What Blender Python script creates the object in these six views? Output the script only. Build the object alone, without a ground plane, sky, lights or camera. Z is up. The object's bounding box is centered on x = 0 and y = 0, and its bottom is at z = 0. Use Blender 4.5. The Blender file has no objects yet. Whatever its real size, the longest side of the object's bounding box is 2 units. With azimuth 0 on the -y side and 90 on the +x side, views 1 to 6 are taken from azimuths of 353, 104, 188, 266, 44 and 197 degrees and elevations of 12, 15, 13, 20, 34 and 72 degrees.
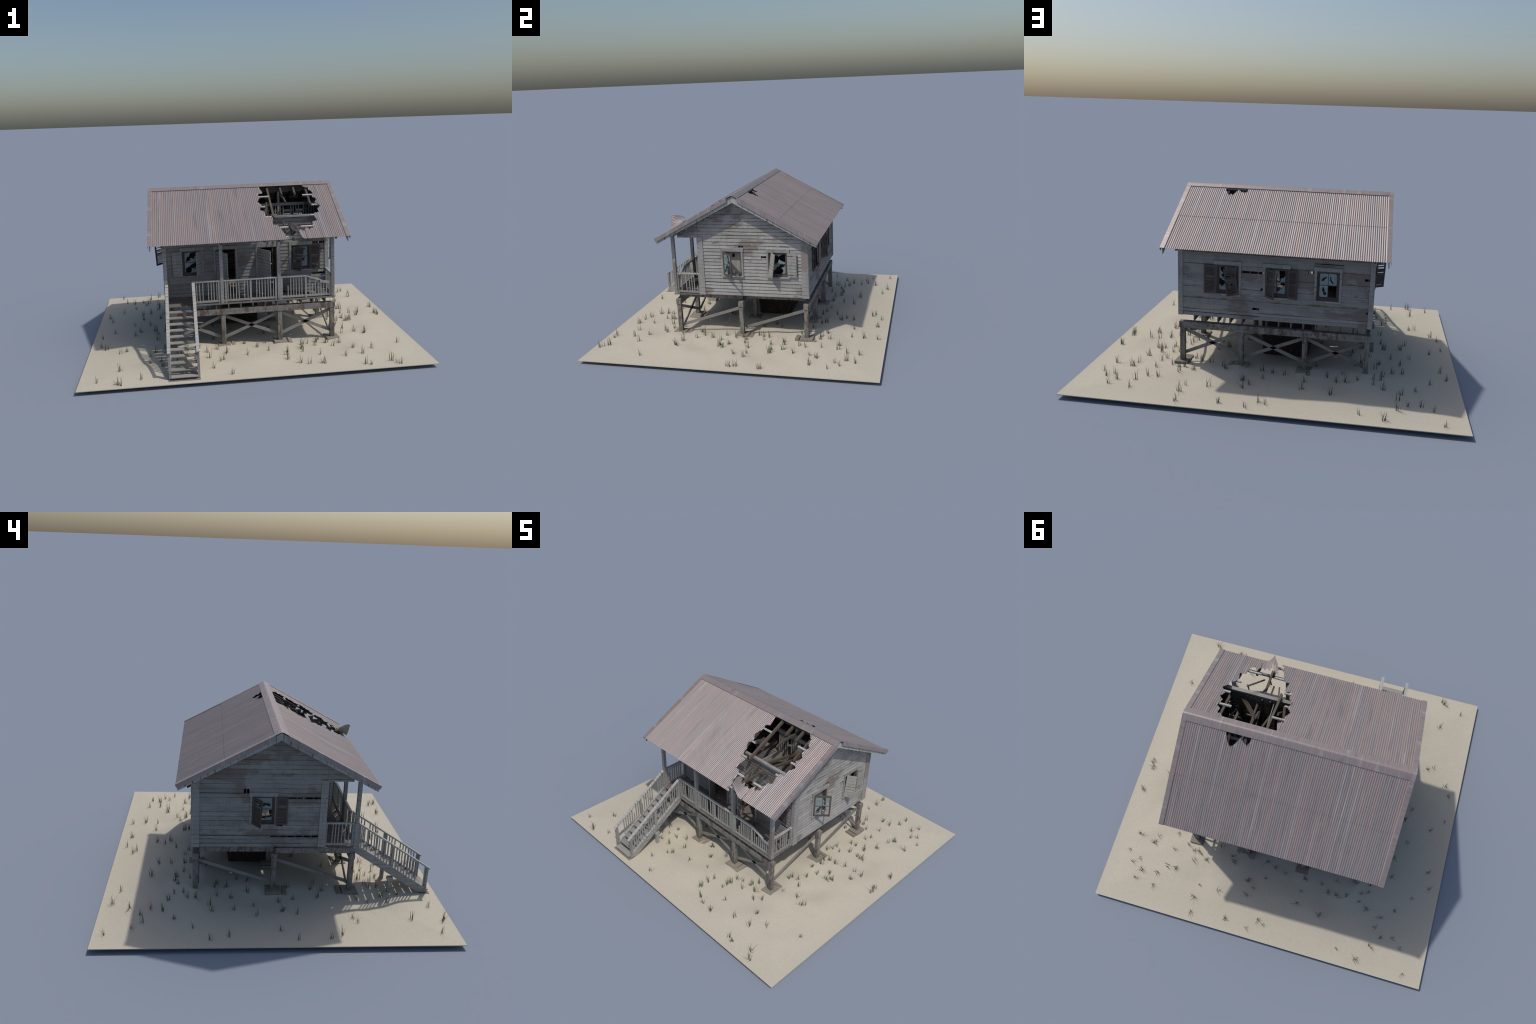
"""Abandoned weatherboard cottage on stilts, standing on a square of sand."""
import bpy, bmesh, math, random
from mathutils import Vector, Matrix, noise

rnd = random.Random(7)
COL = bpy.context.scene.collection
Z3 = Vector((0, 0, 1))


# ----------------------------------------------------------------- materials
class Nodes:
    """Small helper that writes shader node trees."""

    def __init__(self, name):
        self.mat = bpy.data.materials.new(name)
        self.mat.use_nodes = True
        self.t = self.mat.node_tree
        self.bsdf = self.t.nodes["Principled BSDF"]
        self.tc = self.t.nodes.new("ShaderNodeTexCoord")

    def new(self, kind, **kw):
        n = self.t.nodes.new(kind)
        for k, v in kw.items():
            setattr(n, k, v)
        return n

    def link(self, a, b):
        self.t.links.new(a, b)

    def coords(self, scale=(1, 1, 1), loc=(0, 0, 0), out="Object"):
        m = self.new("ShaderNodeMapping")
        m.inputs["Scale"].default_value = scale
        m.inputs["Location"].default_value = loc
        self.link(self.tc.outputs[out], m.inputs["Vector"])
        return m.outputs["Vector"]

    def noise(self, vec, scale, detail=3, rough=0.55):
        n = self.new("ShaderNodeTexNoise")
        n.inputs["Scale"].default_value = scale
        n.inputs["Detail"].default_value = detail
        n.inputs["Roughness"].default_value = rough
        self.link(vec, n.inputs["Vector"])
        return n.outputs["Fac"]

    def ramp(self, fac, lo, hi):
        m = self.new("ShaderNodeMapRange")
        m.interpolation_type = "SMOOTHSTEP"
        m.inputs["From Min"].default_value = lo
        m.inputs["From Max"].default_value = hi
        self.link(fac, m.inputs["Value"])
        return m.outputs["Result"]

    def math(self, op, a, b=None, c=None):
        m = self.new("ShaderNodeMath", operation=op)
        for i, v in enumerate((a, b, c)):
            if v is None:
                continue
            if isinstance(v, (int, float)):
                m.inputs[i].default_value = v
            else:
                self.link(v, m.inputs[i])
        return m.outputs[0]

    def mix(self, fac, a, b, blend="MIX"):
        m = self.new("ShaderNodeMix", data_type="RGBA", blend_type=blend)
        for sock, v in ((m.inputs[0], fac), (m.inputs[6], a), (m.inputs[7], b)):
            if isinstance(v, (int, float)):
                sock.default_value = v
            elif isinstance(v, tuple):
                sock.default_value = (*v, 1)
            else:
                self.link(v, sock)
        return m.outputs[2]

    def bands(self, axis, pitch, phase=0.0, width=0.12, wobble=0.0):
        """1 on thin lines that repeat every pitch along an axis, else 0."""
        s = self.new("ShaderNodeSeparateXYZ")
        self.link(self.tc.outputs["Object"], s.inputs[0])
        v = s.outputs[axis]
        if wobble:
            v = self.math("ADD", v, self.math("MULTIPLY", self.noise(self.coords(), 9, 1), wobble))
        f = self.math("FRACT", self.math("DIVIDE", self.math("ADD", v, phase + 10 * pitch), pitch))
        d = self.math("ABSOLUTE", self.math("SUBTRACT", f, 0.5))
        return self.ramp(d, 0.5 - width, 0.5 - width * 0.35)

    def done(self, colour, rough=0.85, spec=0.25, bump=None, bump_strength=0.3, bump_dist=0.002, metal=0.0):
        self.link(colour, self.bsdf.inputs["Base Color"])
        self.bsdf.inputs["Roughness"].default_value = rough
        self.bsdf.inputs["Specular IOR Level"].default_value = spec
        self.bsdf.inputs["Metallic"].default_value = metal
        if bump is not None:
            b = self.new("ShaderNodeBump")
            b.inputs["Strength"].default_value = bump_strength
            b.inputs["Distance"].default_value = bump_dist
            self.link(bump, b.inputs["Height"])
            self.link(b.outputs[0], self.bsdf.inputs["Normal"])
        return self.mat


def stretched(axis, along, across):
    s = [across] * 3
    s[axis] = along
    return tuple(s)


def weathered_wood(name, axis, base, dirt, dark, moss=(0.16, 0.16, 0.07), dirt_amount=0.5,
                   band=None, band_col=(0.06, 0.055, 0.04), band_strength=0.8, moss_amount=0.5, vary=0.12,
                   low_moss=False):
    n = Nodes(name)
    grain = n.noise(n.coords(stretched(axis, 6, 90)), 3, 4, 0.6)
    blot = n.noise(n.coords(stretched(axis, 0.45, 1.0)), 16, 4, 0.6)
    patch = n.noise(n.coords(stretched(axis, 0.5, 1.0), (3.1, 1.7, 5.2)), 6.5, 5, 0.62)
    streak = n.noise(n.coords((170, 170, 9)), 1, 3, 0.6)
    pale = tuple(min(1, c * 1.12) for c in base)
    col = n.mix(n.ramp(grain, 0.3, 0.7), tuple(c * 0.86 for c in base), pale)
    col = n.mix(n.math("MULTIPLY", n.ramp(blot, 0.46, 0.66), 0.5), col, tuple(c * 0.72 for c in base))
    col = n.mix(n.math("MULTIPLY", n.ramp(streak, 0.5, 0.72), 0.42), col, tuple(c * 0.55 for c in base))
    col = n.mix(n.math("MULTIPLY", n.ramp(patch, 0.535, 0.60), dirt_amount), col, dirt)
    col = n.mix(n.math("MULTIPLY", n.ramp(grain, 0.56, 0.72), 0.35), col, dark)
    if band:
        ax, pitch, phase, width = band
        line = n.bands(ax, pitch, phase, width, 0.002)
        edge = n.bands(ax, pitch, phase - pitch * 0.06, min(0.45, width * 2.6), 0.002)
        growth = n.noise(n.coords((1, 1, 1), (7, 3, 2)), 11, 3)
        col = n.mix(n.math("MULTIPLY", n.math("MULTIPLY", edge, n.ramp(growth, 0.52, 0.66)), moss_amount), col, moss)
        uneven = n.noise(n.coords(stretched(ax, 22, 5), (2, 9, 4)), 1, 2)
        line = n.math("MULTIPLY", line, n.math("ADD", 0.3, n.math("MULTIPLY", n.ramp(uneven, 0.36, 0.6), 0.7)))
        col = n.mix(n.math("MULTIPLY", line, min(1.0, band_strength * 1.25)), col, band_col)
    if low_moss:
        s = n.new("ShaderNodeSeparateXYZ")
        n.link(n.tc.outputs["Object"], s.inputs[0])
        low = n.math("ADD", s.outputs[2], n.math("MULTIPLY", n.noise(n.coords(), 30, 3), 0.05))
        low = n.math("SUBTRACT", 1.0, n.ramp(low, 0.085, 0.15))
        col = n.mix(n.math("MULTIPLY", low, 0.55), col, (0.15, 0.155, 0.10))
    info = n.new("ShaderNodeObjectInfo")
    tone = n.new("ShaderNodeMapRange")
    tone.inputs["To Min"].default_value = 1 - vary
    tone.inputs["To Max"].default_value = 1 + vary
    n.link(info.outputs["Random"], tone.inputs["Value"])
    hsv = n.new("ShaderNodeHueSaturation")
    n.link(tone.outputs[0], hsv.inputs["Value"])
    n.link(col, hsv.inputs["Color"])
    return n.done(hsv.outputs[0], 0.9, 0.2, grain, 0.25, 0.001)


GREY = (0.325, 0.315, 0.300)
DIRT = (0.185, 0.152, 0.133)
DARK = (0.10, 0.09, 0.08)


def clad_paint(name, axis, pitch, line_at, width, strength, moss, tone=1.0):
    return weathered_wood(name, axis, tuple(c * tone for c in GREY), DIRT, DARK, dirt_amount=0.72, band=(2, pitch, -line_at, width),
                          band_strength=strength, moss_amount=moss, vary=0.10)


siding = {  # tones paint in light: sunlit right wall lighter, verandah-shaded front darkest
    "right": clad_paint("siding_right", 1, 0.0222, 0.3231, 0.11, 0.75, 0.6, 1.16),  # dark bands paint the shadow lines at the board laps
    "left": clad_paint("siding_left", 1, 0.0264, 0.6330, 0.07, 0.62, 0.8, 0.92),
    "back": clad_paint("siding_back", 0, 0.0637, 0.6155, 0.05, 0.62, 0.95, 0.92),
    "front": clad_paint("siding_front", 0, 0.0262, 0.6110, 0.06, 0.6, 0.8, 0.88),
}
painted = {
    a: weathered_wood("painted_timber_" + "xyz"[a], a, (0.365, 0.36, 0.34), DIRT, DARK, dirt_amount=0.4,
                      band=(a, 0.0205, 0.004, 0.06), band_strength=0.62, moss_amount=0.9, vary=0.08)
    for a in range(3)
}
rail_paint = {a: weathered_wood("rail_paint_" + "xyz"[a], a, (0.455, 0.447, 0.425), (0.34, 0.31, 0.28), (0.2, 0.18, 0.15), dirt_amount=0.35,
                                band=(a, 0.0205, 0.004, 0.06), band_strength=0.6, moss_amount=0.95, vary=0.06) for a in range(2)}
barge_paint = weathered_wood("barge_paint", 1, (0.42, 0.415, 0.395), DIRT, DARK, dirt_amount=0.25,
                             band=(1, 0.0375, 0.01, 0.06), band_strength=0.6, moss_amount=0.95, vary=0.05)
post_paint = weathered_wood("post_paint", 2, (0.34, 0.335, 0.32), DIRT, DARK, dirt_amount=0.7,
                            band=(2, 0.0272, 0.004, 0.035), band_strength=0.55, moss_amount=0.9, vary=0.06)
string_paint = weathered_wood("string_paint", 1, (0.35, 0.345, 0.328), DIRT, DARK, dirt_amount=0.4,
                              band=(2, 0.0265, 0.003, 0.05), band_strength=0.7, moss_amount=0.9, vary=0.05)
casing_paint = weathered_wood("casing_paint", 2, (0.345, 0.335, 0.32), DIRT, DARK, dirt_amount=0.5,
                              band=(2, 0.0264, -0.633, 0.04), band_strength=0.5, moss_amount=0.7, vary=0.05)
plain = {a: weathered_wood("plain_timber_" + "xyz"[a], a, (0.31, 0.30, 0.285), DIRT, DARK, dirt_amount=0.5) for a in range(3)}


def old_bearer(name, axis):
    """Grey timber with flaking red-brown paint in upright blotches, mossy near the ground."""
    n = Nodes(name)
    across = (2.4, 2.4, 1.0)
    grain = n.noise(n.coords(stretched(axis, 8, 70)), 2, 4, 0.6)
    blot = n.noise(n.coords(across, (4, 1, 2)), 11, 5, 0.68)
    flake = n.noise(n.coords(across, (1, 6, 3)), 30, 4, 0.7)
    col = n.mix(n.ramp(grain, 0.3, 0.7), (0.18, 0.168, 0.152), (0.265, 0.25, 0.228))
    col = n.mix(n.math("MULTIPLY", n.ramp(blot, 0.50, 0.58), 0.78), col, (0.108, 0.073, 0.063))
    col = n.mix(n.math("MULTIPLY", n.ramp(flake, 0.56, 0.63), 0.6), col, (0.30, 0.285, 0.27))
    col = n.mix(n.math("MULTIPLY", n.ramp(flake, 0.44, 0.36), 0.55), col, (0.07, 0.055, 0.048))
    sep = n.new("ShaderNodeSeparateXYZ")
    n.link(n.tc.outputs["Object"], sep.inputs[0])
    low = n.math("ADD", sep.outputs[2], n.math("MULTIPLY", n.noise(n.coords(), 30, 3), 0.05))
    low = n.math("SUBTRACT", 1.0, n.ramp(low, 0.085, 0.15))
    col = n.mix(n.math("MULTIPLY", low, 0.6), col, (0.13, 0.135, 0.085))
    return n.done(col, 0.9, 0.2, grain, 0.25, 0.001)


stump = {a: old_bearer("stump_timber_" + "xyz"[a], a) for a in range(3)}
brace_wood = weathered_wood("brace_timber", 0, (0.27, 0.255, 0.235), (0.17, 0.14, 0.12), DARK, dirt_amount=0.5, low_moss=True)
rafter_wood = {a: weathered_wood("rafter_timber_" + "xyz"[a], a, (0.115, 0.095, 0.078), (0.078, 0.058, 0.045), (0.04, 0.031, 0.025)) for a in range(3)}
frame_wood = weathered_wood("window_timber", 2, (0.110, 0.089, 0.079), (0.075, 0.057, 0.05), (0.045, 0.036, 0.032))
floor_wood = weathered_wood("floor_timber", 0, (0.22, 0.20, 0.185), DIRT, DARK, dirt_amount=0.6)
tread_wood = weathered_wood("tread_timber", 0, (0.31, 0.298, 0.28), (0.24, 0.21, 0.18), DARK, dirt_amount=0.6)
board_wood = weathered_wood("blind_board", 2, (0.44, 0.41, 0.365), (0.33, 0.29, 0.25), (0.2, 0.17, 0.14), dirt_amount=0.3)
footing_mat = weathered_wood("concrete_footing", 0, (0.27, 0.243, 0.205), (0.21, 0.185, 0.155), (0.16, 0.14, 0.115), dirt_amount=0.3)


def roof_material(name, across=None):
    """Faded oxide-red tin; across gives the axis of faint ribs on flat trim."""
    n = Nodes(name)
    if across is None:
        c1, c2, c3 = (80, 1.8, 1.8), (62, 0.9, 0.9), (60, 4.5, 4.5)
    else:
        c1, c2, c3 = stretched(across, 78, 8), stretched(across, 26, 4), stretched(across, 40, 12)
    s1 = n.noise(n.coords(c1), 1, 3, 0.65)
    s2 = n.noise(n.coords(c2, (5, 2, 1)), 1, 3, 0.6)
    s3 = n.noise(n.coords(c3, (1, 8, 3)), 1, 3, 0.6)
    spot = n.noise(n.coords((1, 1, 1), (2, 2, 2)), 105, 2, 0.6)
    broad = n.noise(n.coords((7, 3, 3), (9, 4, 4)), 1, 3, 0.6)
    col = n.mix(n.ramp(s1, 0.36, 0.64), (0.287, 0.263, 0.263), (0.358, 0.281, 0.263))
    col = n.mix(n.math("MULTIPLY", n.ramp(s2, 0.55, 0.68), 0.6), col, (0.435, 0.42, 0.415))
    col = n.mix(n.math("MULTIPLY", n.ramp(s3, 0.54, 0.72), 0.55), col, (0.20, 0.185, 0.18))
    col = n.mix(n.math("MULTIPLY", n.ramp(broad, 0.52, 0.72), 0.32), col, (0.22, 0.20, 0.195))
    col = n.mix(n.math("MULTIPLY", n.ramp(spot, 0.66, 0.72), 0.55), col, (0.16, 0.125, 0.115))
    if across is not None:
        col = n.mix(n.math("MULTIPLY", n.bands(across, 0.01123, 0.002, 0.16), 0.32), col, (0.16, 0.14, 0.14))
    return n.done(col, 0.47, 0.38, metal=0.24)


tin = roof_material("corrugated_tin")
tin_ridge = roof_material("tin_ridge_capping", 0)
tin_trim = roof_material("tin_barge_capping", 1)


def sand_material():
    n = Nodes("sand")
    v = n.coords()
    grain = n.noise(v, 260, 3, 0.7)
    fine = n.noise(v, 60, 4, 0.6)
    broad = n.noise(v, 5, 3, 0.5)
    col = n.mix(n.ramp(grain, 0.3, 0.7), (0.49, 0.445, 0.357), (0.605, 0.553, 0.452))
    col = n.mix(n.math("MULTIPLY", n.ramp(fine, 0.42, 0.7), 0.28), col, (0.48, 0.44, 0.35))
    col = n.mix(n.math("MULTIPLY", n.ramp(broad, 0.4, 0.7), 0.25), col, (0.55, 0.51, 0.42))
    return n.done(col, 0.95, 0.1, n.math("ADD", fine, n.math("MULTIPLY", grain, 0.4)), 0.25, 0.003)


def grass_material():
    n = Nodes("beach_grass")
    info = n.new("ShaderNodeObjectInfo")
    s = n.new("ShaderNodeSeparateXYZ")
    n.link(n.tc.outputs["Object"], s.inputs[0])
    col = n.mix(n.ramp(s.outputs[2], 0.0, 0.045), (0.078, 0.105, 0.050), (0.15, 0.175, 0.085))
    col = n.mix(n.math("MULTIPLY", info.outputs["Random"], 0.4), col, (0.062, 0.095, 0.045))
    m = n.done(col, 0.7, 0.25)
    tr = n.new("ShaderNodeBsdfTranslucent")
    n.link(col, tr.inputs["Color"])
    mx = n.new("ShaderNodeMixShader")
    mx.inputs[0].default_value = 0.2
    out = n.t.nodes["Material Output"]
    n.link(n.bsdf.outputs[0], mx.inputs[1])
    n.link(tr.outputs[0], mx.inputs[2])
    n.link(mx.outputs[0], out.inputs["Surface"])
    return m


def glass_material():
    n = Nodes("dusty_glass")
    dust = n.noise(n.coords(), 40, 4)
    col = n.mix(n.ramp(dust, 0.35, 0.7), (0.20, 0.265, 0.28), (0.26, 0.32, 0.33))
    return n.done(col, 0.3, 0.4)


def rust_material(name, amount):
    n = Nodes(name)
    a = n.noise(n.coords((1, 1, 0.5)), 48, 5, 0.75)
    b = n.noise(n.coords(), 90, 3, 0.6)
    col = n.mix(n.ramp(a, 0.62 - amount, 0.72 - amount), (0.022, 0.020, 0.020), (0.115, 0.030, 0.012))
    col = n.mix(n.math("MULTIPLY", n.ramp(b, 0.55, 0.7), 0.5), col, (0.06, 0.022, 0.012))
    return n.done(col, 0.8, 0.3, a, 0.3, 0.003)


sand = sand_material()
grass = grass_material()
glass = glass_material()
rusty_tank = rust_material("rusty_steel", 0.10)
rusty_hinge = rust_material("rusty_hinge", 0.3)
overlap_nodes = Nodes("overlap_black")
overlap_mat = overlap_nodes.done(overlap_nodes.mix(0.5, (0.006, 0.006, 0.006), (0.004, 0.004, 0.004)), 1.0, 0.0)  # flat black for the added diamonds where braces cross


# ------------------------------------------------------------------ geometry
def add_object(name, verts, faces, mat, parent=None, smooth=False, bevel=0.0):
    me = bpy.data.meshes.new(name)
    me.from_pydata([tuple(v) for v in verts], [], faces)
    me.materials.append(mat)
    if bevel:
        bm = bmesh.new()
        bm.from_mesh(me)
        bmesh.ops.bevel(bm, geom=bm.edges[:], offset=bevel, segments=1, affect="EDGES")
        bm.to_mesh(me)
        bm.free()
    if smooth:
        me.shade_smooth()
    ob = bpy.data.objects.new(name, me)
    COL.objects.link(ob)
    if parent:
        ob.parent = parent
    return ob


def place_copy(src, matrix, parent=None):
    ob = src.copy()
    COL.objects.link(ob)
    ob.parent = parent or src.parent
    ob.matrix_world = matrix
    return ob


BOX = [(0, 3, 2, 1), (4, 5, 6, 7), (0, 1, 5, 4), (1, 2, 6, 5), (2, 3, 7, 6), (3, 0, 4, 7)]


class Parts:
    """Collects boxes and beams into one mesh."""

    def __init__(self):
        self.v, self.f = [], []

    def hexa(self, pts):
        k = len(self.v)
        self.v += [Vector(p) for p in pts]
        self.f += [tuple(i + k for i in q) for q in BOX]
        return self

    def box(self, x0, x1, y0, y1, z0, z1):
        x0, x1 = sorted((x0, x1))
        y0, y1 = sorted((y0, y1))
        return self.hexa([(x0, y0, z0), (x1, y0, z0), (x1, y1, z0), (x0, y1, z0),
                          (x0, y0, z1), (x1, y0, z1), (x1, y1, z1), (x0, y1, z1)])

    def beam(self, a, b, w, h, up=Z3, jag=0.0):
        """Bar from a to b; w across, h along up.  jag roughens the far end."""
        a, b = Vector(a), Vector(b)
        d = (b - a).normalized()
        side = d.cross(Vector(up)).normalized()
        u = side.cross(d).normalized()
        pts = []
        for s, t in ((-1, -1), (1, -1), (1, 1), (-1, 1)):
            pts.append(a + side * s * w / 2 + u * t * h / 2)
        for i, (s, t) in enumerate(((-1, -1), (1, -1), (1, 1), (-1, 1))):
            pts.append(b + side * s * w / 2 + u * t * h / 2 + d * jag * (0.5 if i % 2 else -0.5))
        return self.hexa(pts)

    def prism(self, outline, axis, lo, hi):
        """Polygon outline (in the two other axes) pushed from lo to hi along axis."""
        k, n = len(self.v), len(outline)
        for c in (lo, hi):
            for a, b in outline:
                p = [a, b]
                p.insert(axis, c)
                self.v.append(Vector(p))
        self.f.append(tuple(range(k + n - 1, k - 1, -1)))
        self.f.append(tuple(range(k + n, k + 2 * n)))
        for i in range(n):
            j = (i + 1) % n
            self.f.append((k + i, k + j, k + n + j, k + n + i))
        return self

    def make(self, name, mat, parent=None, bevel=0.0, smooth=False):
        ob = add_object(name, self.v, self.f, mat, parent, smooth, bevel)
        bm = bmesh.new()
        bm.from_mesh(ob.data)
        bmesh.ops.recalc_face_normals(bm, faces=bm.faces[:])
        bm.to_mesh(ob.data)
        bm.free()
        return ob


root = bpy.data.objects.new("abandoned_stilt_house", None)
COL.objects.link(root)
root["label"] = "derelict grey weatherboard stilt house with broken tin roof on sand"
root["category"] = "house"

# overall measures ------------------------------------------------------
X1, YB, YF = 0.521, 0.449, -0.268          # outer wall faces
EAVE_Y, EAVE_Z, RIDGE_Z = 0.527, 0.703, 0.985
M = (RIDGE_Z - EAVE_Z) / EAVE_Y            # roof fall
FLOOR = 0.3195


def roof_z(y):
    return RIDGE_Z - M * abs(y)


def smooth01(t):
    t = max(0.0, min(1.0, t))
    return t * t * (3 - 2 * t)


DRIFTS = [(-0.74, -0.56, 0.16, -0.013), (0.25, -0.72, 0.15, -0.014), (0.47, -0.59, 0.12, -0.012), (0.62, -0.44, 0.12, 0.021),
          (0.55, -0.27, 0.10, 0.014), (0.72, 0.24, 0.15, -0.016), (0.36, 0.48, 0.10, 0.012), (0.55, -0.07, 0.08, 0.010),
          (0.40, 0.69, 0.10, -0.013), (0.18, 0.51, 0.08, 0.012), (-0.35, 0.58, 0.10, -0.012), (-0.80, 0.65, 0.12, -0.012),
          (-0.37, -0.46, 0.10, 0.014), (-0.56, 0.05, 0.12, -0.012), (-0.48, 0.45, 0.08, 0.010), (-0.37, 0.19, 0.12, 0.012),
          (0.05, -0.44, 0.10, -0.008), (0.51, -0.47, 0.07, 0.006), (0.51, -0.04, 0.07, 0.008), (0.17, -0.48, 0.07, 0.008),
          (-0.17, -0.48, 0.07, 0.008), (0.17, 0.47, 0.06, 0.006), (-0.50, 0.49, 0.06, 0.006), (-0.52, 0.0, 0.07, 0.008), (0.75, 0.52, 0.07, -0.008)]
DRIFTS += [(-0.45, -0.05, 0.08, 0.008), (-0.37, -0.49, 0.09, 0.006), (-0.28, -0.76, 0.08, 0.005), (-0.08, 0.03, 0.10, -0.008),
           (-0.73, -0.27, 0.08, -0.005), (-0.21, -0.60, 0.08, -0.006), (0.42, 0.20, 0.12, 0.005), (0.78, 0.12, 0.10, -0.005),
           (0.70, -0.22, 0.07, -0.004), (0.83, 0.33, 0.07, -0.004),
           (0.40, 0.15, 0.22, 0.008), (0.57, -0.43, 0.10, 0.007), (-0.36, -0.48, 0.09, 0.008), (-0.47, 0.08, 0.10, 0.011),
           (-0.45, -0.28, 0.12, 0.006), (-0.20, 0.45, 0.10, 0.006), (0.04, -0.67, 0.08, 0.006), (0.78, 0.20, 0.14, -0.008),
           (0.43, 0.62, 0.10, -0.007), (0.72, -0.22, 0.08, -0.006), (-0.62, -0.55, 0.12, -0.008), (-0.85, -0.42, 0.10, -0.005),
           (-0.06, 0.25, 0.12, -0.006), (0.05, -0.38, 0.08, -0.006), (-0.24, -0.16, 0.08, -0.006), (0.74, 0.78, 0.10, -0.004),
           (-0.79, 0.56, 0.10, -0.004)]
MOUNDS = DRIFTS + [(0.0, -0.52, 0.16, 0.010), (-0.50, 0.47, 0.13, 0.012), (0.33, 0.60, 0.12, 0.008), (0.30, -0.62, 0.2, 0.008),
          (0.62, 0.10, 0.15, 0.006), (-0.30, 0.60, 0.16, 0.012), (-0.62, -0.35, 0.16, 0.008), (-0.2, 0.1, 0.3, 0.006),
          (0.62, -0.42, 0.12, -0.010), (0.15, 0.68, 0.12, -0.006)]


def ground_z(x, y):
    e = min(1.0 - abs(x), 0.925 - abs(y))
    w = smooth01(e / 0.30)
    h = 0.018 + 0.010 * noise.noise(Vector((x * 2.6 + 3, y * 2.6, 0.3))) + 0.004 * noise.noise(Vector((x * 7, y * 7 + 5, 1.7)))
    h += 0.0032 * noise.noise(Vector((x * 4 + y * 5, y * 13 - x * 5, 2.4)))
    for cx, cy, r, a in MOUNDS:
        h += a * math.exp(-((x - cx) ** 2 + (y - cy) ** 2) / (r * r))
    return 0.0225 + w * h


# ---------------------------------------------------------------- sand sheet
def thicken(ob, t, angle=65):
    """Give a sheet its thickness and keep its edges crisp."""
    so = ob.modifiers.new("thickness", "SOLIDIFY")
    so.thickness, so.offset = t, -1
    bpy.context.view_layer.update()
    ev = ob.evaluated_get(bpy.context.evaluated_depsgraph_get())
    me = bpy.data.meshes.new_from_object(ev)
    ob.modifiers.clear()
    ob.data = me
    me.set_sharp_from_angle(angle=math.radians(angle))


def build_sand():
    nx, ny, verts, faces = 140, 130, [], []
    for j in range(ny + 1):
        for i in range(nx + 1):
            x, y = -1 + 2 * i / nx, -0.925 + 1.85 * j / ny
            verts.append((x, y, ground_z(x, y)))
    for j in range(ny):
        for i in range(nx):
            a = j * (nx + 1) + i
            faces.append((a, a + 1, a + nx + 2, a + nx + 1))
    ob = add_object("sand_ground", verts, faces, sand, root, True)
    thicken(ob, 0.004)
    return ob


ground = build_sand()

GRASS_A = [
    (0.774, -0.871), (0.628, -0.865), (0.880, -0.563), (0.939, 0.038), (0.929, 0.079), (0.940, 0.228), (0.853,
    0.506), (0.734, 0.484), (0.759, 0.530), (0.624, 0.440), (0.618, 0.539), (0.546, 0.487), (0.500, 0.512),
    (0.467, 0.518), (0.481, 0.568), (0.411, 0.548), (0.885, 0.615), (0.841, 0.679), (0.811, 0.647), (0.775,
    0.713), (0.793, 0.770), (0.630, 0.648), (0.573, 0.644), (0.675, 0.706), (0.678, 0.784), (0.406, 0.703),
    (0.417, 0.783), (0.412, 0.873), (0.282, 0.705), (0.200, 0.853), (0.063, 0.869), (0.008, 0.807), (-0.029,
    0.822), (0.240, 0.514), (0.255, 0.488), (0.335, 0.442), (0.131, 0.599), (0.087, 0.634), (0.117, 0.682),
    (0.030, 0.559), (-0.010, 0.477), (0.052, 0.460), (-0.079, 0.498), (-0.200, 0.493), (-0.195, 0.575), (-0.186,
    0.651), (-0.305, 0.497), (-0.354, 0.537), (-0.408, 0.546), (-0.391, 0.460), (-0.468, 0.523), (-0.547, 0.489),
    (-0.586, 0.470), (-0.548, 0.540), (-0.598, 0.569), (-0.687, 0.590), (-0.670, 0.655), (-0.717, 0.705), (-0.785,
    0.690), (-0.668, 0.768), (-0.482, 0.835), (-0.603, 0.863), (-0.882, 0.869), (-0.844, 0.731), (-0.765, 0.528),
    (-0.846, 0.432), (-0.939, 0.344), (-0.912, 0.251), (-0.704, 0.338), (-0.693, 0.224), (-0.747, 0.102), (-0.702,
    -0.033), (-0.730, -0.109), (-0.872, -0.011), (-0.945, -0.092), (-0.936, -0.259), (-0.896, -0.317), (-0.802,
    -0.417), (-0.767, -0.399), (-0.784, -0.705), (-0.789, -0.876), (-0.900, -0.832), (-0.336, 0.680), (-0.597,
    0.423), (0.462, 0.440), (0.400, 0.418), (-0.648, 0.349), (-0.770, -0.885)
]
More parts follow.
